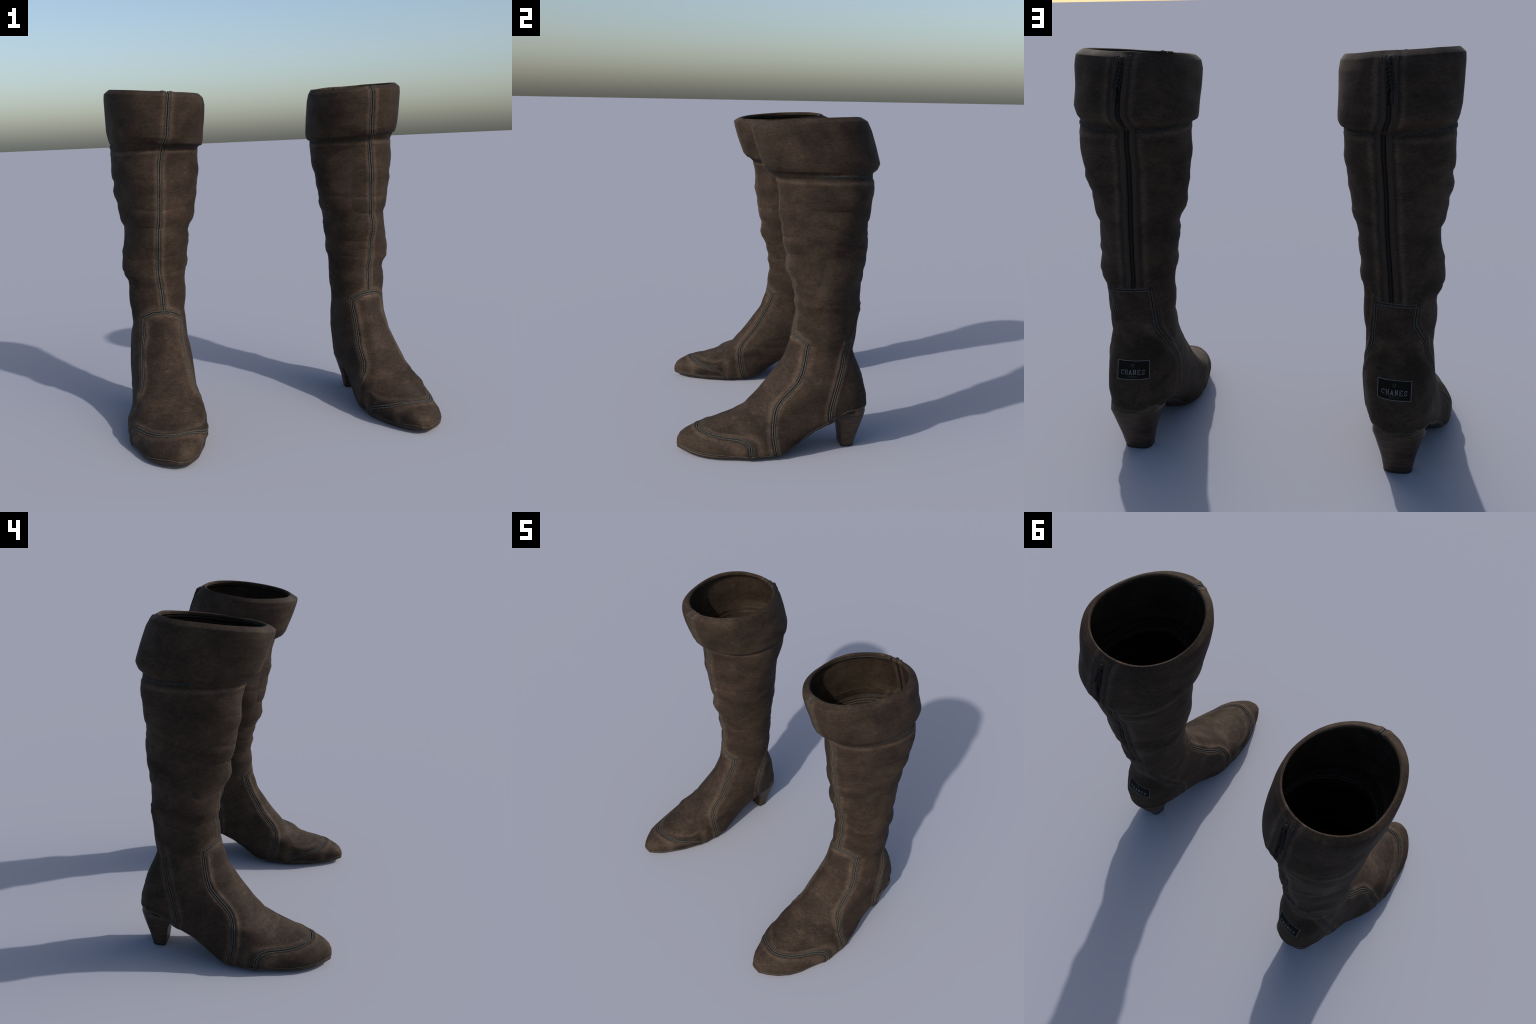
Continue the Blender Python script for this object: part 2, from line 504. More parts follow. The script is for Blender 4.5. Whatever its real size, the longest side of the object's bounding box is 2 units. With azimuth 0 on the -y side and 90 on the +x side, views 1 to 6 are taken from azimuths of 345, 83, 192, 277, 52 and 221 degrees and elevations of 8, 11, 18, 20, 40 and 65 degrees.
def leather(name, side=None, tint=(1, 1, 1), rough=0.75):
    m, nt, bsdf = new_material(name)
    co = node(nt, "ShaderNodeTexCoord").outputs["Object"]
    big = noise(nt, co, 6.0, 6, 0.62, (1, 1, 1.4), 0.3)
    hue = noise(nt, co, 3.1, 3, 0.5)
    fibre = noise(nt, co, 46.0, 6, 0.7, (1, 1, 2.6), 0.8)
    fine = noise(nt, co, 150.0, 4, 0.7, (1, 1, 2.8), 0.5)
    grain = noise(nt, co, 300.0, 3, 0.6)
    c = lambda r, g, b: (r * tint[0], g * tint[1], b * tint[2])
    brown = color_ramp(nt, big, [(0.34, c(0.0192, 0.0129, 0.0094)), (0.5, c(0.0264, 0.0177, 0.0128)), (0.67, c(0.0367, 0.0246, 0.0178))])
    olive = color_ramp(nt, big, [(0.34, c(0.0194, 0.0135, 0.0094)), (0.5, c(0.0271, 0.0189, 0.0129)), (0.67, c(0.0374, 0.0262, 0.0178))])
    hn = node(nt, "ShaderNodeMapRange")
    setin(hn, From_Min=0.4, From_Max=0.6)
    nt.links.new(hue, hn.inputs[0])
    base = mix_color(nt, hn.outputs[0], brown, olive)
    if side is not None:
        pale_band, dark_band = seam_bands(nt, co, side)
        patchy = node(nt, "ShaderNodeMapRange", clamp=True)
        setin(patchy, From_Min=0.3, From_Max=0.68, To_Min=0.2, To_Max=0.8)
        nt.links.new(big, patchy.inputs[0])
        base = mix_color(nt, math_node(nt, "MULTIPLY", pale_band, patchy.outputs[0]), base, c(.068, .0475, .0345))  # paler brown band beside the seams, broken up by the noise
        base = mix_color(nt, math_node(nt, "MULTIPLY", dark_band, 0.55), base, c(.012, .010, .0085))  # darker band close along the seam lines
    fib = color_ramp(nt, fibre, [(0.30, (.64, .64, .65)), (0.5, (1.0, 1.0, 1.0)), (0.70, (1.55, 1.52, 1.46))])
    base = mix_color(nt, 1.0, base, fib, "MULTIPLY")
    fib2 = color_ramp(nt, fine, [(0.30, (.62, .62, .62)), (0.70, (1.45, 1.43, 1.39))])
    base = mix_color(nt, 1.0, base, fib2, "MULTIPLY")
    nt.links.new(base, bsdf.inputs["Base Color"])
    rr = node(nt, "ShaderNodeMapRange")
    setin(rr, From_Min=0.3, From_Max=0.7, To_Min=rough + .06, To_Max=rough - .08)
    nt.links.new(big, rr.inputs[0])
    nt.links.new(rr.outputs[0], bsdf.inputs["Roughness"])
    setin(bsdf, Specular_IOR_Level=0.12)
    h = math_node(nt, "ADD", math_node(nt, "MULTIPLY", fibre, 0.6), math_node(nt, "MULTIPLY", grain, 0.4))
    bump(nt, bsdf, h, 0.3, 0.003)
    return m


def plain(name, dark, light, scale=120, stretch=(1, 1, 1), rough=0.6, spec=0.3, metal=0.0, relief=0.2):
    m, nt, bsdf = new_material(name)
    co = node(nt, "ShaderNodeTexCoord").outputs["Object"]
    n = noise(nt, co, scale, 4, 0.6, stretch)
    nt.links.new(color_ramp(nt, n, [(0.3, dark), (0.7, light)]), bsdf.inputs["Base Color"])
    setin(bsdf, Roughness=rough, Specular_IOR_Level=spec, Metallic=metal)
    bump(nt, bsdf, n, relief, 0.002)
    return m


def stacked_wood(name):
    m, nt, bsdf = new_material(name)
    co = node(nt, "ShaderNodeTexCoord").outputs["Object"]
    grain = noise(nt, co, 14, 5, 0.65, (0.5, 0.5, 9.0), 0.6)
    fine = noise(nt, co, 40, 4, 0.6, (0.7, 0.7, 7.0), 0.3)
    s = math_node(nt, "ADD", math_node(nt, "MULTIPLY", grain, 0.65), math_node(nt, "MULTIPLY", fine, 0.35))
    col = color_ramp(nt, s, [(0.37, (.010, .0055, .0032)), (0.5, (.034, .0190, .0105)), (0.63, (.070, .0410, .0230))])
    nt.links.new(col, bsdf.inputs["Base Color"])
    setin(bsdf, Roughness=0.5, Specular_IOR_Level=0.35)
    bump(nt, bsdf, s, 0.4, 0.002)
    return m


def make_materials(mirror):
    return {
        "leather": leather("brown_leather", -1.0 if mirror else 1.0),
        "lining": leather("lining_leather", None, (0.95, 0.95, 0.92), 0.8),
        "groove": plain("seam_groove_leather", (.012, .011, .010), (.020, .017, .015), 90, rough=0.7),
        "thread": plain("grey_thread", (.034, .031, .027), (.066, .061, .053), 150,
                        rough=0.75, spec=0.15),
        "rope": plain("dark_grey_cord", (.014, .0135, .0125), (.030, .029, .027), 150, rough=0.7, spec=0.2),
        "sole": plain("sole_edge_leather", (.020, .0118, .0066), (.036, .0215, .0120), 30, (1, 1, 4), 0.55),
        "heel": stacked_wood("stacked_heel_wood"),
        "rubber": plain("heel_tip_rubber", (.010, .009, .008), (.018, .016, .014), 60, rough=0.8),
        "tape": plain("zip_tape_fabric", (.030, .020, .015), (.050, .034, .026), 300, (1, 1, .3), 0.85, 0.1),
        "teeth": plain("zip_metal_dark", (.012, .011, .010), (.024, .021, .018), 300, rough=0.6),
        "pull": plain("zip_pull_dark", (.020, .019, .018), (.026, .024, .022), 80, rough=0.8, spec=0.05),
        "label": plain("label_dark_leather", (.0075, .0066, .0057), (.0130, .0115, .0098), 160, rough=0.85, spec=0.05),
        "print": plain("label_grey_print", (.085, .085, .085), (.23, .235, .24), 160, rough=0.6),
        "faint": plain("label_faint_print", (.030, .031, .033), (.055, .057, .060), 180, rough=0.6),
    }


# ------------------------------------------------------------------ build
SUB, QUARTER = 8, 96


def body_rows():
    k = np.arange(len(LEG) + len(FOOT)) - 1          # SHAPE counts from the section under the cuff
    sh = np.array([np.interp(k, [s[0] for s in SHAPE], [s[c] for s in SHAPE]) for c in range(1, 9)]).T
    rows = []
    for i, (z, yf, yb, xo, xi) in enumerate(LEG):
        rows.append((yf, z, yb, z, sh[i, 0], sh[i, 1], xo, xi, *sh[i, 2:]))
    for j, (yf, zf, yb, zb, xo, xi) in enumerate(FOOT):
        i = len(LEG) + j
        rows.append((yf, zf, yb, zb, sh[i, 0], sh[i, 1], xo, xi, *sh[i, 2:]))
    return smooth_rows(rows, SUB)


def seam_relief(d, deep=0.0060, puff=0.0050):
    return -deep * np.exp(-(d / 0.0062) ** 2) + puff * np.exp(-((d - 0.022) / 0.013) ** 2)


def build_boot(mirror, name, mats):
    root = bpy.data.objects.new(name, None)
    root.empty_display_size = 0.2
    root.location = (BASE[0] * (-1 if mirror else 1), BASE[1], BASE[2])
    bpy.context.scene.collection.objects.link(root)
    root["label"] = "tall brown leather boot with turned-down cuff, back zip and block heel"
    root["category"] = "boot"
    b = Boot(mirror, root, mats)

    # ---- upper: one smooth skin, later split along its seams -------------
    rows = body_rows()
    g = sections(rows, QUARTER)
    nr, nc = g.shape[:2]
    n = grid_normals(g)
    if (n[20, :, :2] * (g[20, :, :2] - g[20, :, :2].mean(0))).sum() < 0:
        n = -n
        flip = True
    else:
        flip = False
    quads = outward_quads(g, n)
    base = Surface(g.reshape(-1, 3), quads)

    front = [base.ahead(x, z)[0] for z, x in FRONT_SEAM]
    zip_leg = [base.behind(x, z)[0] for z, x in ZIP_LINE if z < 1.66]
    raw_lines = {"front": front, "ptop": PANEL_TOP, "pout": PANEL_OUTER, "pin": PANEL_INNER, "toe": TOE_SEAM,
                 "cout": COUNTER_OUTER, "cin": COUNTER_INNER, "ctop": COUNTER_TOP}
    pts = g.reshape(-1, 3)
    nrm = n.reshape(-1, 3)
    disp = np.zeros(len(pts))
    soft = {"ptop": 2, "ctop": 0, "front": 6}
    lines = {k: base.line(v, soft=soft.get(k, 5))[0] for k, v in raw_lines.items()}
    dmin = np.full(len(pts), 1.0)
    for k, ln in lines.items():
        dmin = np.minimum(dmin, distance_to(pts, ln))
    disp += seam_relief(dmin)
    # the leather bulges softly beside the zip and below the cuff
    zl = base.line(zip_leg)[0]
    dz = distance_to(pts, zl, 0.12)
    disp += 0.004 * np.exp(-((dz - 0.058) / 0.018) ** 2) - 0.004 * np.exp(-(dz / 0.030) ** 4)
    disp += 0.003 * np.exp(-((pts[:, 2] - 1.625) / 0.014) ** 2) * (pts[:, 2] > 1.5)
    # soft slouch creases around the leg, fainter on the foot
    leg = np.clip((pts[:, 2] - 0.60) / 0.2, 0, 1) * np.clip((1.62 - pts[:, 2]) / 0.15, 0, 1)
    fold = value_noise(pts * np.array([4.5, 4.5, 13.0]) + 3.1, 11) + 0.6 * value_noise(pts * np.array([8, 8, 30.0]), 12)
    crease = (1 - np.abs(value_noise(pts * np.array([5.0, 5.0, 11.0]) + 17.3, 14))) ** 4
    disp -= 0.0045 * crease * leg * np.clip(dmin / 0.03, 0, 1) * np.clip(dz / 0.06, 0, 1)
    disp += fold * (0.0012 + 0.0018 * leg) * np.clip(dmin / 0.02, 0, 1)
    disp *= np.clip((nr - 2 - np.repeat(np.arange(nr), nc)) / 12.0, 0, 1)
    pts = pts + nrm * disp[:, None]
    pts[:, 2] = np.maximum(pts[:, 2], 0.0015)
    g2 = pts.reshape(nr, nc, 3)
    # close the toe
    last = g2[-1]
    tip = last.mean(0) + np.array([0, -0.004, 0])
    caps = []
    for t in (0.72, 0.42, 0.15):
        caps.append(tip + (last - tip) * t + np.array([0, -0.0035 * (1 - t) ** 0.5, 0]))
    g3 = np.concatenate([g2, np.array(caps)])
    n3 = grid_normals(g3) * (-1 if flip else 1)
    # leather drapes softly: shade the folds from a calmer copy of the skin
    calm = g.copy()
    for _ in range(220):
        calm[1:-1] = 0.25 * calm[:-2] + 0.5 * calm[1:-1] + 0.25 * calm[2:]
    w = np.clip((np.arange(nr) - 4) / 10.0, 0, 1) * np.clip(((len(LEG) + 3) * SUB - np.arange(nr)) / 24.0, 0, 1)
    calm = g + (calm - g) * (0.75 * w)[:, None, None]
    calm = calm + n * disp.reshape(nr, nc)[:, :, None]
    n3[:nr - 1] = grid_normals(calm)[:nr - 1] * (-1 if flip else 1)
    n3[-1] = (0, -1, 0)
    pts, nrm = g3.reshape(-1, 3), n3.reshape(-1, 3)
    quads = outward_quads(g3, n3)
    surf = Surface(pts, quads)
    c = pts[quads].mean(1)
    x, y, z = c.T
    outer = x < -0.65
    yp = np.where(outer, ramp(z, [(p[2], p[1]) for p in PANEL_OUTER]), ramp(z, [(p[2], p[1]) for p in PANEL_INNER]))
    ztop = ramp(x, [(p[0], p[2]) for p in PANEL_TOP])
    is_front = (y < yp) & (z < ztop)
    ycap = ramp(x, [(p[0], p[1]) for p in TOE_SEAM])
    toe = is_front & (y < ycap) & (z < 0.2)
    yh = np.where(outer, ramp(z, [(p[2], p[1]) for p in COUNTER_OUTER]), ramp(z, [(p[2], p[1]) for p in COUNTER_INNER]))
    xo_c, xi_c = ramp(z, [(p[2], p[0]) for p in COUNTER_OUTER]), ramp(z, [(p[2], p[0]) for p in COUNTER_INNER])
    counter = (z < 0.868) & np.where(z > 0.69, (y > 0.36) & (x > xo_c) & (x < xi_c), y > yh)
    xf = ramp(z, FRONT_SEAM)
    xz = ramp(z, ZIP_LINE)
    split = np.where(y < 0.3, xf, xz)
    rest = ~is_front & ~counter
    for part, mask in (("toe_cap", toe), ("vamp", is_front & ~toe), ("heel_counter", counter),
                       ("leg_panel", rest & (x < split)), ("leg_panel", rest & (x >= split))):
        b.add_part_of_grid(part, pts, nrm, quads[mask], "leather")

    # ---- dark groove lines and stitching along the seams ------------------
    st = Stitches(5 + mirror)
    groove_v, groove_f = [], []

    def groove(line, ups, half=0.0030, lift=-0.0022):
        d = np.gradient(line, axis=0)
        s = np.cross(ups, d)
        s /= np.linalg.norm(s, axis=1, keepdims=True) + 1e-12
        k = len(groove_v) and sum(len(a) for a in groove_v)
        p = np.stack([line - s * half + ups * (lift - 0.002), line + ups * lift, line + s * half + ups * (lift - 0.002)], 1)
        groove_v.append(p.reshape(-1, 3))
        for i in range(len(line) - 1):
            for j in (0, 1):
                a = k + i * 3 + j
                groove_f.append((a, a + 1, a + 4, a + 3))

    def lay(pl, step=0.004, sf=3, rows=(-0.0062, 0.0062), where=base, **kw):
        ln, up = where.line(pl, step, sf)
        up = soften(up, 10)
        up /= np.linalg.norm(up, axis=1, keepdims=True)
        groove(ln, up)
        for o in rows:
            st.row(ln, up, o, on=where, lift=0.0014, **kw)

    lay([p for p in lines["front"]], sf=1)
    lay(PANEL_TOP, sf=2)
    lay(PANEL_OUTER, sf=5)
    lay(PANEL_INNER, sf=5)
    lay(TOE_SEAM, sf=5)
    lay(COUNTER_OUTER, sf=4)
    lay(COUNTER_INNER, sf=4)
    lay(COUNTER_TOP, sf=0)

    # ---- cuff -------------------------------------------------------------
    crow = smooth_rows(CUFF, 12, 0.75)
    cg = sections(crow, QUARTER)
    cg[:, :, 2] -= CUFF_TILT * (cg[:, :, 0] + 0.63)
    cn = grid_normals(cg)
    mid = 6 * 12
    cflip = (cn[mid, :, :2] * (cg[mid, :, :2] - cg[mid, :, :2].mean(0))).sum() < 0
    cn = -cn if cflip else cn
    cq = outward_quads(cg, cn)
    csurf0 = Surface(cg.reshape(-1, 3), cq)
    cp = cg.reshape(-1, 3)
    rim = []
    for r_ in (14, 18, 22, 27, 32):
        k_ = int(np.argmin(np.abs(cg[r_, :, 0] + 0.592) + (cg[r_, :, 1] > 0.2) * 9))
        rim.append(cg[r_, k_])
    seam = csurf0.line(rim + [csurf0.ahead(x_, z_)[0] for z_, x_ in CUFF_SEAM[1:]], 0.004, 2)[0]
    zc = [csurf0.behind(x_, z_)[0] for z_, x_ in ZIP_LINE if z_ > 1.66]
    zc = [p for p in zc if p is not None]
    zcl = csurf0.line(zc)[0]
    dd = distance_to(cp, seam)
    dz = distance_to(cp, zcl, 0.12)
    cd = seam_relief(dd) + 0.004 * np.exp(-((dz - 0.060) / 0.02) ** 2) - 0.004 * np.exp(-(dz / 0.030) ** 4)
    cd += 0.0030 * value_noise(cp * np.array([6, 6, 7.0]) + 9.2, 21) + 0.001 * value_noise(cp * np.array([14, 14, 20.0]), 22)
    fade = np.repeat(np.clip(np.minimum(np.arange(len(cg)) / 20.0, (len(cg) - 1 - np.arange(len(cg))) / 30.0), 0, 1), cg.shape[1])
    cp = cp + cn.reshape(-1, 3) * (cd * fade)[:, None]
    cnn = grid_normals(cp.reshape(cg.shape)) * (-1 if cflip else 1)
    b.add_part_of_grid("cuff", cp, cnn.reshape(-1, 3), cq, "leather")
    csurf = Surface(cp, cq)
    lay([tuple(p) for p in seam], sf=1, where=csurf0)

    # rope-like stitching under the cuff, and along the sole
    def ring_at(zv, off=0.0):
        k = int(np.argmin(np.abs(rows[:len(LEG) * SUB, 1] - zv)))
        r = g3[k]
        return np.vstack([r, r[:1]]), np.vstack([n3[k], n3[k][:1]])
    lean = 1.653 - CUFF_TILT * 0.8 * (g3[:40 * SUB // 4, :, 0] + 0.63)
    pick = np.argmin(np.abs(g3[:40 * SUB // 4, :, 2] - lean), axis=0)
    cols = np.arange(nc)
    rl, ru = g3[pick, cols], n3[pick, cols]
    rl, ru = soften(np.vstack([rl, rl[:1]]), 3), np.vstack([ru, ru[:1]])
    keep = ~((rl[:, 1] > 0.4) & (np.abs(rl[:, 0] + 0.571) < 0.036))
    start = int(np.argmin(keep))
    rl2, ru2, kp = np.roll(rl[:-1], -start, 0), np.roll(ru[:-1], -start, 0), np.roll(keep[:-1], -start)
    rope = Stitches(9 + mirror)
    rope.row(rl2[kp], ru2[kp], 0.0, half=0.019, rad=0.0054, gap=-0.010, slant=0.36, lift=0.0005)
    rope.build(b, "cord", "rope")

    # ---- sole: a thin slab that follows the bottom of the foot --------------
    first = (len(LEG) + 8) * SUB
    sole_rings, edge_out, edge_in = [], [], []
    bottoms = rows[first:, 2:4]
    for k in range(first, nr):
        r, rn = g3[k], n3[k]
        zb = np.interp(-r[:, 1], -bottoms[:, 0], bottoms[:, 1])
        h = r[:, 2] - zb
        order = np.arange(QUARTER * 2 // 5, 4 * QUARTER - QUARTER * 2 // 5 + 1)   # outer side, over the bottom, to the inner side
        hh, rr_, nn_ = h[order], r[order], rn[order]
        mid_ = 2 * QUARTER - QUARTER * 2 // 5
        lim = 0.022

        def cross(idx):
            for a, c2 in zip(idx[:-1], idx[1:]):
                if (hh[a] - lim) * (hh[c2] - lim) <= 0:
                    t = (lim - hh[a]) / (hh[c2] - hh[a] + 1e-12)
                    return a + (c2 - a) * min(max(t, 0), 1)
            return idx[-1]
        lo = cross(list(range(mid_, -1, -1)))
        hi = cross(list(range(mid_, len(order))))
        s = np.linspace(lo, hi, 40)
        seg = np.stack([np.interp(s, np.arange(len(rr_)), rr_[:, a]) for a in range(3)], 1)
        sn = np.stack([np.interp(s, np.arange(len(nn_)), nn_[:, a]) for a in range(3)], 1)
        seg = seg + sn * 0.0035
        seg[:, 2] = np.maximum(seg[:, 2], 0.0)
        inner_a, inner_b = seg[0] - sn[0] * 0.008, seg[-1] - sn[-1] * 0.008
        sole_rings.append(np.vstack([inner_a, seg, inner_b]))
        edge_out.append((seg[0] + np.array([0, 0, 0.008]), sn[0]))
        edge_in.append((seg[-1] + np.array([0, 0, 0.008]), sn[-1]))
    sg = np.array(sole_rings)
    sq = grid_quads(len(sg), sg.shape[1], closed=False)
    fn = np.cross(sg[40, 21] - sg[40, 20], sg[41, 20] - sg[40, 20])
    if fn[2] > 0:
        sq = sq[:, ::-1]
    nose = len(sg) - 1
    ring_ids = [nose * sg.shape[1] + j for j in range(sg.shape[1])]
    snout = sg[-1].copy()
    snout[:, 1] -= 0.004
    mid_p = snout.mean(0)
    snout = mid_p + (snout - mid_p) * 0.8
    sverts = np.vstack([sg.reshape(-1, 3), snout])
    extra = [(ring_ids[j], ring_ids[j + 1], len(sg) * sg.shape[1] + j + 1, len(sg) * sg.shape[1] + j) for j in range(sg.shape[1] - 1)]
    if fn[2] > 0:
        extra = [tuple(reversed(f)) for f in extra]
    sface = list(map(tuple, sq)) + extra + [tuple(len(sg) * sg.shape[1] + j for j in range(sg.shape[1]))]
    b.add("sole", sverts, sface, "sole")
    e = np.array([p for p, _ in edge_out[4:-6]] + [np.array([-.69, -.602, .040])] + [p for p, _ in edge_in[-7:3:-1]])
    e = soften(resample(e, 0.004), 8)
    e, u = np.array([surf.snap(p)[0] for p in e]), np.array([surf.snap(p)[1] for p in e])
    st.row(soften(e, 4), soften(u, 6), 0.0, half=0.006, rad=0.0030, slant=0.25, lift=0.001)
    # thick stitches round the back of the heel seat
    back_edge = [(-.822, .330, .222), (-.812, .420, .252), (-.780, .495, .258), (-.735, .543, .258), (-.680, .560, .258), (-.620, .548, .258),
                 (-.560, .500, .258), (-.520, .430, .252), (-.500, .340, .225)]
    el, eu = surf.line(back_edge, 0.004, 6)
    st.row(el, soften(eu, 6), 0.0, half=0.011, rad=0.0034, gap=-0.004, slant=0.32)

    b.add("seam_groove", np.concatenate(groove_v), groove_f, "groove", stuff=True)

    # ---- heel --------------------------------------------------------------
    hrows = []
    # height at the front edge, at the back edge, front y, back y, outer x, inner x
    for zf, zb, yf, yb, xo, xi in ((.012, .012, .399, .486, -.733, -.601), (.016, .016, .398, .488, -.734, -.600),
                                   (.075, .085, .391, .508, -.746, -.589), (.130, .150, .381, .529, -.762, -.572),
                                   (.165, .200, .366, .543, -.776, -.558), (.195, .232, .346, .549, -.790, -.545),
                                   (.230, .270, .340, .540, -.788, -.547)):
        hrows.append((yf + .003, zf, yb + .003, zb, -.665, -.665, xo - .005, xi + .005, .6, .6, 8, 8, 3.0, 3.0))
    hr = smooth_rows(hrows, 6)
    hg = sections(hr, 24)
    hq = grid_quads(*hg.shape[:2])
    fn = np.cross(hg[5, 4] - hg[5, 3], hg[6, 3] - hg[5, 3])
    if fn @ (hg[5, 3] - hg[5].mean(0)) < 0:
        hq = hq[:, ::-1]
    b.add("heel", hg.reshape(-1, 3), list(map(tuple, hq)) + [tuple(range(hg.shape[1]))], "heel")
    tg = np.stack([hg[0] * np.array([1, 1, 0]) + np.array([0, 0, zt]) + (hg[0] - hg[0].mean(0)) * s * np.array([1, 1, 0])
                   for zt, s in ((0.0, -.03), (0.003, .0), (0.013, .005))])
    tq = grid_quads(3, tg.shape[1])
    fn = np.cross(tg[1, 4] - tg[1, 3], tg[2, 3] - tg[1, 3])
    if fn @ (tg[1, 3] - tg[1].mean(0)) < 0:
        tq = tq[:, ::-1]
    b.add("heel_tip", tg.reshape(-1, 3), list(map(tuple, tq)) + [tuple(range(tg.shape[1]))], "rubber")

    # ---- lining -------------------------------------------------------------
    top = cg[0]
    nb = (len(LEG) + 14) * SUB
    inner = g3[:nb] - n3[:nb] * 0.012
    shell = cg - cn * 0.007
    k0, k1 = 2 * 12 + 4, 8 * 12
    drop = np.linspace(0, 1, 6)[:, None, None]
    lrings = [top, 0.75 * top + 0.25 * shell[k0 + 4]]
    lrings += list(lrings[-1] * (1 - drop[1:-1]) + shell[k0 + 12] * drop[1:-1]) + list(shell[k0 + 12:k1:2])
    lrings += list(shell[k1 - 1] * (1 - drop[1:-1]) + inner[14] * drop[1:-1])
    lg = np.concatenate([np.array(lrings), inner[14::2]])
    ln_ = -grid_normals(lg)
    if (ln_[60, :, :2] * (lg[60, :, :2] - lg[60, :, :2].mean(0))).sum() > 0:
        ln_ = -ln_
    lq = grid_quads(*lg.shape[:2])
    fn = np.cross(lg[61, 5] - lg[61, 4], lg[62, 4] - lg[61, 4])
    if fn @ ln_[61, 4] < 0:
        lq = lq[:, ::-1]
    b.add("lining", lg.reshape(-1, 3), list(map(tuple, lq)) + [tuple(range((len(lg) - 1) * lg.shape[1], len(lg) * lg.shape[1]))], "lining",
          parent=None)
    inside = Stitches(15 + mirror)
    kk = len(lrings) + 3
    for o in (-0.0085, 0.0085):
        inside.row(np.vstack([lg[kk], lg[kk][:1]]), np.vstack([ln_[kk], ln_[kk][:1]]), o, half=0.010, rad=0.0042, gap=-0.002)
    cord = Stitches(17 + mirror)
    cord.row(np.vstack([lg[3], lg[3][:1]]), np.vstack([ln_[3], ln_[3][:1]]), 0.0, half=0.018, rad=0.0062, gap=-0.008, slant=0.06, lift=0.003)
    cord.build(b, "rim_piping", "rope")
    fs = lg[4:70, 0] + 0.0
    for o in (-0.0075, 0.0075):
        inside.row(resample(fs, 0.004), np.tile(np.array([0, 1.0, 0]), (len(resample(fs, 0.004)), 1)), o, half=0.0062, rad=0.003)
    inside.build(b, "lining_stitching", "thread")

    # ---- zip ---------------------------------------------------------------
    zpts = [p for p in ([csurf.behind(x_, z_)[0] for z_, x_ in ZIP_LINE if z_ > 1.66]) if p is not None]
    zpath, zx = [], []
    for zv in np.arange(1.972, 0.870, -0.004):
        xv = float(ramp(zv, ZIP_LINE))
        pc, _ = csurf.behind(xv, zv)
        ps, _ = surf.behind(xv, zv)
        hits = [q for q in (pc, ps) if q is not None]
        if hits:
            zpath.append(max(hits, key=lambda q: q[1]))
    zpath = soften(np.array(zpath), 2)
    zips = bpy.data.objects.new("zip", None)
    zips.parent = root
    bpy.context.scene.collection.objects.link(zips)
    lat = np.array([1.0, 0, 0])
    d = np.gradient(zpath, axis=0)
    d /= np.linalg.norm(d, axis=1, keepdims=True)

    def across(p, off):
        """Surface point beside the zip line at a sideways offset, and its normal."""
        hits = [q for q in (csurf.behind(p[0] + off, p[2])[0], surf.behind(p[0] + off, p[2])[0]) if q is not None]
        return max(hits, key=lambda q: q[1]) if hits else p + lat * off
    offs = [-.034, -.030, -.022, -.012, -.0105, .0105, .012, .022, .030, .034]
    lifts = [-.002, .005, .0065, .0065, .0015, .0015, .0065, .0065, .005, -.002]
    tape = []
    for i, p in enumerate(zpath):
        cs = np.array([across(p, o) for o in offs])
        nn = np.cross(d[i], cs[-1] - cs[0])
        nn /= np.linalg.norm(nn)
        if nn[1] < 0:
            nn = -nn
        tape.append((cs + np.outer(lifts, nn) * min(1.0, 0.1 + i / 14.0), nn))
    tn = soften(np.array([t[1] for t in tape]), 6)
    tape = np.array([t[0] for t in tape])
    for k in range(tape.shape[1]):
        tape[:, k] = soften(tape[:, k], 3)
    tq = grid_quads(len(tape), tape.shape[1], closed=False)
    fn = np.cross(tape[20, 3] - tape[20, 2], tape[21, 2] - tape[20, 2])
    if fn[1] < 0:
        tq = tq[:, ::-1]
    left = [q for q in tq.tolist() if all((i % 10) <= 4 for i in q)]
    right = [q for q in tq.tolist() if all((i % 10) >= 5 for i in q)]
    channel = [q for q in tq.tolist() if q not in left and q not in right]
    flat = tape.reshape(-1, 3)

    def sub(faces):
        u, inv = np.unique(np.array(faces), return_inverse=True)
        return flat[u], inv.reshape(-1, 4)
    for fset in (left, right):
        v_, f_ = sub(fset)
        b.add("zip_tape", v_, f_, "tape", parent=zips)
    v_, f_ = sub(channel)
    b.add("zip_channel", v_, f_, "label", parent=zips)
    centre = 0.5 * (tape[:, 4] + tape[:, 5])
    teeth = Stitches(31 + mirror)
    cs = np.concatenate([[0], np.cumsum(np.linalg.norm(np.diff(centre, axis=0), axis=1))])
    k = 0
    for at in np.arange(0.22, cs[-1] - 0.004, 0.0052):
        cpt = np.array([np.interp(at, cs, centre[:, a]) for a in range(3)])
        i = min(np.searchsorted(cs, at), len(d) - 1)
        sd = np.cross(tn[i], d[i])
        sd /= np.linalg.norm(sd)
        k += 1
        teeth.one(cpt + sd * (0.0024 if k % 2 else -0.0024) + tn[i] * 0.003, sd, tn[i], 0.0048, 0.0021, 0.9)
    teeth.build(b, "zip_teeth", "teeth", zips)
    # the tape turns over the rim and runs down inside the cuff
    lsurf = Surface(lg.reshape(-1, 3), lq)
    col = int(np.argmin(np.abs(cg[14, :, 0] + 0.585) + (cg[14, :, 1] < 0.3) * 9))
    turn = [cg[r_, col] for r_ in range(20, 0, -3)]
    for zv in np.arange(1.965, 1.05, -0.012):
        q, _, _, _ = lsurf.t.ray_cast(Vector((float(ramp(zv, ZIP_LINE)), 0.28, zv)), Vector((0, 1, 0)))
        if q is not None:
            turn.append(np.array(q))
    turn = soften(resample(turn, 0.006), 2)
    td = np.gradient(turn, axis=0)
    tl = np.array([1.0, 0, 0]) - td * (td[:, :1] / ((td ** 2).sum(1, keepdims=True) + 1e-12))
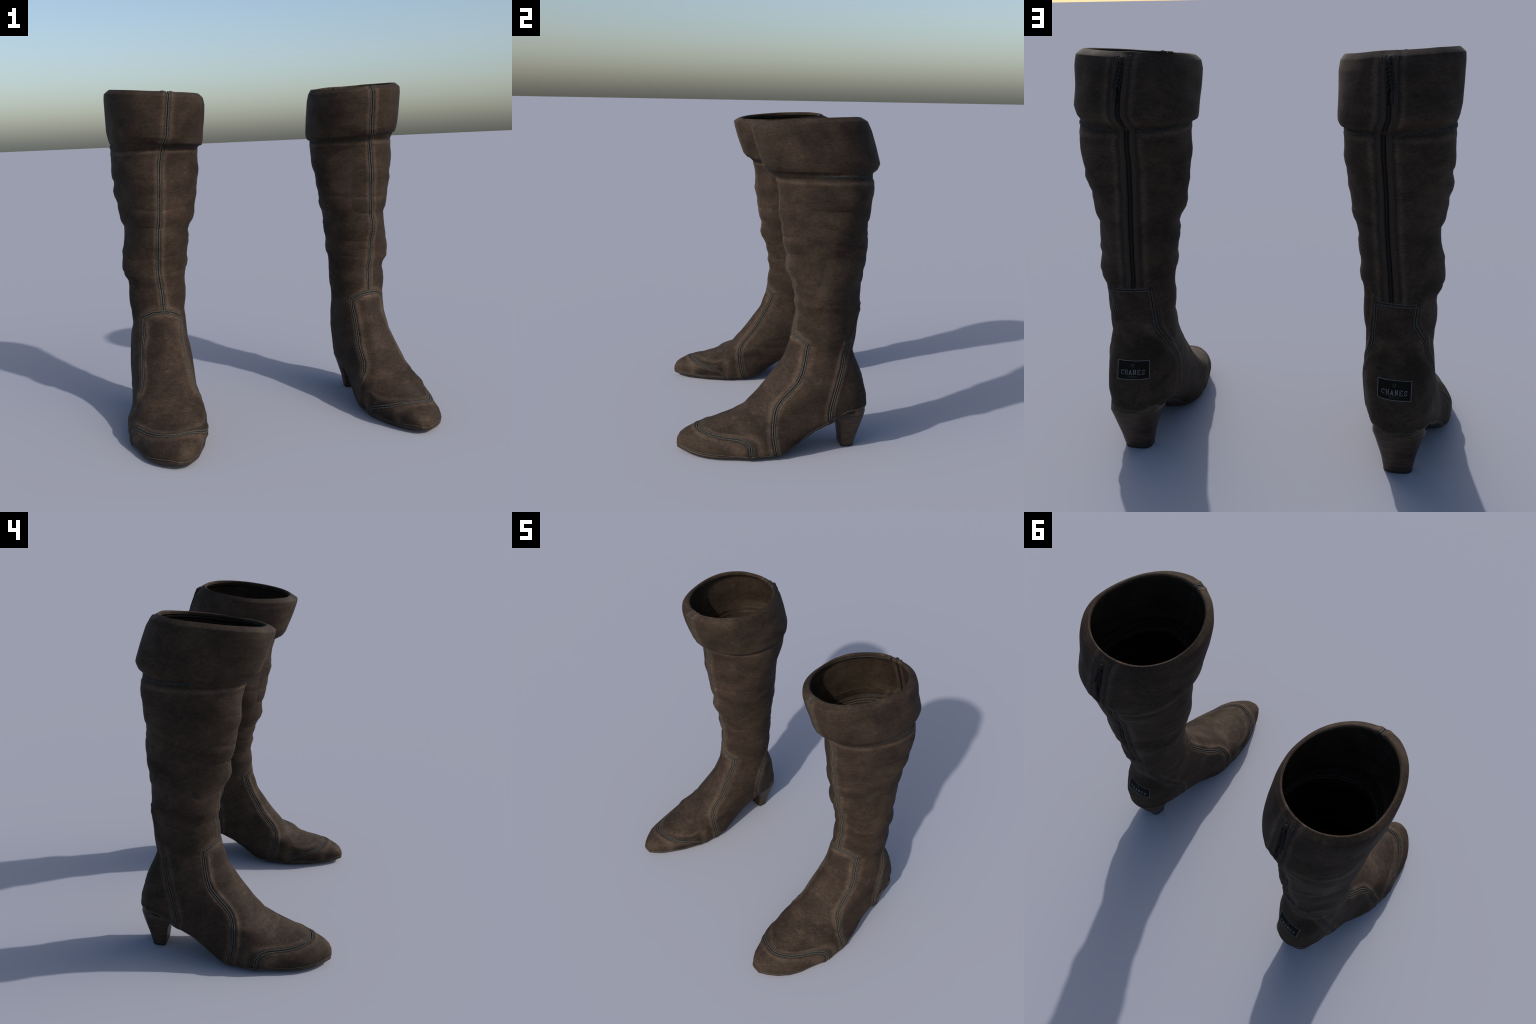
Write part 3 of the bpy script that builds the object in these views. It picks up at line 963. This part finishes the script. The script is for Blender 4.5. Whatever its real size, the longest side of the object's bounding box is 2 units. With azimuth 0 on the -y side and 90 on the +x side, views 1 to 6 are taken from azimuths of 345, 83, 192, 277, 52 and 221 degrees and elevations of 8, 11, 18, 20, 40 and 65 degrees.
    tl = np.tile(np.array([0.96, -0.02, 0]), (len(turn), 1)) * 0 + tl / np.linalg.norm(tl, axis=1, keepdims=True)
    out_n = np.cross(tl, td)
    out_n /= np.linalg.norm(out_n, axis=1, keepdims=True) + 1e-12
    if out_n[-1][1] > 0:
        out_n = -out_n
    for o0, o1, mt, lf in ((-.034, -.008, "tape", .0035), (.008, .034, "tape", .0035), (-.0085, .0085, "label", .0020)):
        us = np.linspace(o0, o1, 5)
        gr_ = []
        for i in range(len(turn)):
            r_ = []
            for u_ in us:
                p_ = turn[i] + tl[i] * u_
                q, qn = (lsurf.snap(p_) if i > 12 else csurf.snap(p_))
                r_.append(q + out_n[i] * lf * min(1.0, 0.3 + i / 30.0))
            gr_.append(r_)
        gr_ = np.array(gr_)
        gq = grid_quads(len(gr_), 5, closed=False)
        fn = np.cross(gr_[20, 2] - gr_[20, 1], gr_[21, 1] - gr_[20, 1])
        if fn @ out_n[20] < 0:
            gq = gq[:, ::-1]
        b.add("zip_tape" if mt == "tape" else "zip_channel", gr_.reshape(-1, 3), gq, mt, parent=zips)
    # edge threads beside the tape
    edge = Stitches(41 + mirror)
    for k_ in (0, 9):
        edge.row(tape[:, k_] + tn * 0.003, tn, 0.0, half=0.009, rad=0.0032, slant=0.2, gap=-0.001)
    for k_ in (2, 7):
        edge.row(tape[:, k_], tn, 0.0, half=0.0035, rad=0.0010, gap=0.003)
    edge.build(b, "zip_stitching", "thread_dark", zips)

    # slider with a chain-like pull: a ladder of arches and a flat tab
    sl = Stitches(51)

    def along(dist, side=0.0, lift=0.006):
        p = np.array([np.interp(dist, cs, centre[:, a]) for a in range(3)])
        i = min(np.searchsorted(cs, dist), len(d) - 1)
        sd = np.cross(tn[i], d[i])
        sd /= np.linalg.norm(sd)
        if sd[0] > 0:
            sd = -sd
        return p + sd * side + tn[i] * lift, d[i], tn[i], sd
    p, dv, up, sd = along(0.026, 0, 0.002)
    sl.one(p, dv, up, 0.016, 0.012, 0.6)
    p, dv, up, sd = along(0.036, 0, 0.007)
    sl.one(p, dv, up, 0.018, 0.005, 0.9)
    for i in range(6):
        at = 0.050 + i * 0.0175
        wid = 0.0135 + (0.001 * i)
        drift = 0.0022 * i
        for a0 in range(7):
            a1 = -1.15 + 2.3 * a0 / 6
            off = math.sin(a1) * wid
            fall = (1 - math.cos(a1)) * 0.024
            p, dv, up, sd = along(at + fall, off + drift, 0.0095)
            tang = sd * math.cos(a1) + dv * math.sin(a1) * 1.4
            tang /= np.linalg.norm(tang)
            sl.one(p, tang, up, 0.0058, 0.0034, 0.9)
        p, dv, up, sd = along(at + 0.008, drift, 0.0075)
        sl.one(p, dv, up, 0.009, 0.0055, 0.5)
    p, dv, up, sd = along(0.182, 0.0125, 0.008)
    sl.one(p, dv, up, 0.030, 0.0075, 0.45)
    sl.build(b, "zip_pull", "pull", zips)

    # ---- label on the heel counter -------------------------------------------
    tag = bpy.data.objects.new("label", None)
    tag.parent = root
    bpy.context.scene.collection.objects.link(tag)
    lx0, lx1, lz0, lz1 = -.722, -.565, .412, .501

    def on_heel(x_, z_, lift):
        q, nn = surf.behind(x_, z_)
        return q + np.array([0, 1.0, 0.2]) * lift
    W, H = 25, 15
    lp = np.array([[on_heel(lx0 + (lx1 - lx0) * i / (W - 1), lz0 + (lz1 - lz0) * j / (H - 1), 0.0022) for i in range(W)] for j in range(H)])
    skirt = lp.copy()
    for j in range(H):
        for i in range(W):
            if i in (0, W - 1) or j in (0, H - 1):
                skirt[j, i] = lp[j, i] - np.array([0, 0.004, 0])
    lq = grid_quads(H, W, closed=False)
    fn = np.cross(lp[3, 4] - lp[3, 3], lp[4, 3] - lp[3, 3])
    if fn[1] < 0:
        lq = lq[:, ::-1]
    b.add("label_patch", skirt.reshape(-1, 3), lq, "label", parent=tag)
    border = Stitches(61)
    cor = [(lx0, lz0), (lx1, lz0), (lx1, lz1), (lx0, lz1), (lx0, lz0)]
    for (xa, za), (xb, zb) in zip(cor[:-1], cor[1:]):
        cnt = 26
        ln2 = np.array([on_heel(xa + (xb - xa) * i / cnt, za + (zb - za) * i / cnt, 0.0012) for i in range(cnt + 1)])
        border.row(resample(ln2, 0.003), np.tile(np.array([0, 1.0, 0.1]), (len(resample(ln2, 0.003)), 1)), 0.0, half=0.0024, rad=0.0017, gap=0.0004)
    border.build(b, "label_border", "print", tag)

    def lettering(body, size, cz, mat, nm, space=1.0, bold=0.0):
        cu = bpy.data.curves.new(nm, "FONT")
        cu.body, cu.size, cu.align_x, cu.align_y = body, size, "CENTER", "CENTER"
        cu.space_character = space
        cu.extrude = 0.0011
        cu.offset = bold
        tmp = bpy.data.objects.new(nm, cu)
        bpy.context.scene.collection.objects.link(tmp)
        bpy.context.view_layer.update()
        me = tmp.evaluated_get(bpy.context.evaluated_depsgraph_get()).to_mesh()
        vs = np.array([v.co[:] for v in me.vertices])
        fs_ = [tuple(p.vertices) for p in me.polygons]
        tmp.evaluated_get(bpy.context.evaluated_depsgraph_get()).to_mesh_clear()
        bpy.data.objects.remove(tmp)
        bpy.data.curves.remove(cu)
        xc = 0.5 * (lx0 + lx1)
        way = 1 if mirror else -1          # reads left to right from behind on both boots
        out = np.array([on_heel(xc + way * v[0], cz + v[1], 0.0030 + v[2]) for v in vs])
        if not mirror:
            fs_ = [tuple(reversed(f)) for f in fs_] if False else fs_
        else:
            fs_ = [tuple(reversed(f)) for f in fs_]
        return b.add(nm, out, fs_, mat, parent=tag, smooth=False)
    # slab-serif capitals drawn as strokes in a unit box
    serif = lambda x_, y_: [((x_ - .16, y_), (x_ + .16, y_))]
    glyphs = {
        "C": [((.88, .74), (.62, .97)), ((.62, .97), (.32, .92)), ((.32, .92), (.12, .5)), ((.12, .5), (.32, .08)), ((.32, .08), (.62, .03)),
              ((.62, .03), (.88, .24)), ((.88, .70), (.88, .98))],
        "H": [((.2, 0), (.2, 1)), ((.8, 0), (.8, 1)), ((.2, .5), (.8, .5))] + serif(.2, 0) + serif(.2, 1) + serif(.8, 0) + serif(.8, 1),
        "A": [((.14, 0), (.5, 1)), ((.5, 1), (.86, 0)), ((.28, .34), (.72, .34))] + serif(.14, 0) + serif(.86, 0),
        "N": [((.2, 0), (.2, 1)), ((.2, 1), (.8, 0)), ((.8, 0), (.8, 1))] + serif(.2, 0) + serif(.16, 1) + serif(.8, 1),
        "E": [((.2, 0), (.2, 1)), ((.05, 1), (.86, 1)), ((.05, 0), (.86, 0)), ((.2, .5), (.62, .5)), ((.86, 1), (.86, .8)), ((.86, 0), (.86, .2))],
        "S": [((.84, .78), (.62, .97)), ((.62, .97), (.3, .92)), ((.3, .92), (.18, .7)), ((.18, .7), (.5, .52)), ((.5, .52), (.82, .32)),
              ((.82, .32), (.7, .06)), ((.7, .06), (.38, .03)), ((.38, .03), (.15, .22)), ((.84, .72), (.84, .95)), ((.15, .05), (.15, .28))]}
    word = Stitches(81)
    way = 1 if mirror else -1
    cw, ch, pitch = 0.0160, 0.0225, 0.0212
    for li, letter in enumerate("CHANES"):
        for (xa, ya), (xb, yb) in glyphs[letter]:
            ends = []
            for gx, gy in ((xa, ya), (xb, yb)):
                u = (li - 2.5) * pitch + (gx - 0.5) * cw
                ends.append(on_heel(0.5 * (lx0 + lx1) + way * u, 0.4475 + (gy - 0.5) * ch, 0.0030))
            dv = ends[1] - ends[0]
            ln2 = np.linalg.norm(dv)
            thick = 0.0017 if abs(xa - xb) < 0.05 or letter in "AN" else 0.0012
            word.one(0.5 * (ends[0] + ends[1]), dv / ln2, np.array([0, 0.98, 0.2]), ln2 * 0.5 + 0.0010, thick, 0.6)
    word.build(b, "lettering", "print", tag)
    lettering("PARIS", 0.0125, 0.4255, "faint", "small_lettering", 1.5)
    ring = Stitches(71)
    xc, zc_ = 0.5 * (lx0 + lx1), 0.4795
    a = np.linspace(0, 2 * math.pi, 29)
    rl = np.array([on_heel(xc + 0.0072 * math.cos(t), zc_ + 0.0072 * math.sin(t), 0.0026) for t in a])
    ring.row(rl, np.tile(np.array([0, 1.0, 0.1]), (len(rl), 1)), 0.0, half=0.0017, rad=0.0015, gap=-0.0006)
    rl = np.array([on_heel(xc - 0.006 + 0.012 * t, zc_ - 0.003 + 0.006 * t, 0.0026) for t in np.linspace(0, 1, 8)])
    ring.row(rl, np.tile(np.array([0, 1.0, 0.1]), (len(rl), 1)), 0.0, half=0.0022, rad=0.0013, gap=-0.0006)
    ring.build(b, "label_emblem", "faint", tag)

    st.build(b, "stitching", "thread")
    return root


for ob in list(bpy.data.objects):
    bpy.data.objects.remove(ob)
for mirrored in (False, True):
    mats = make_materials(mirrored)
    mats["thread_dark"] = plain("dark_grey_thread", (.022, .021, .020), (.042, .040, .037), 150, rough=0.75, spec=0.15)
    build_boot(mirrored, "boot", mats)
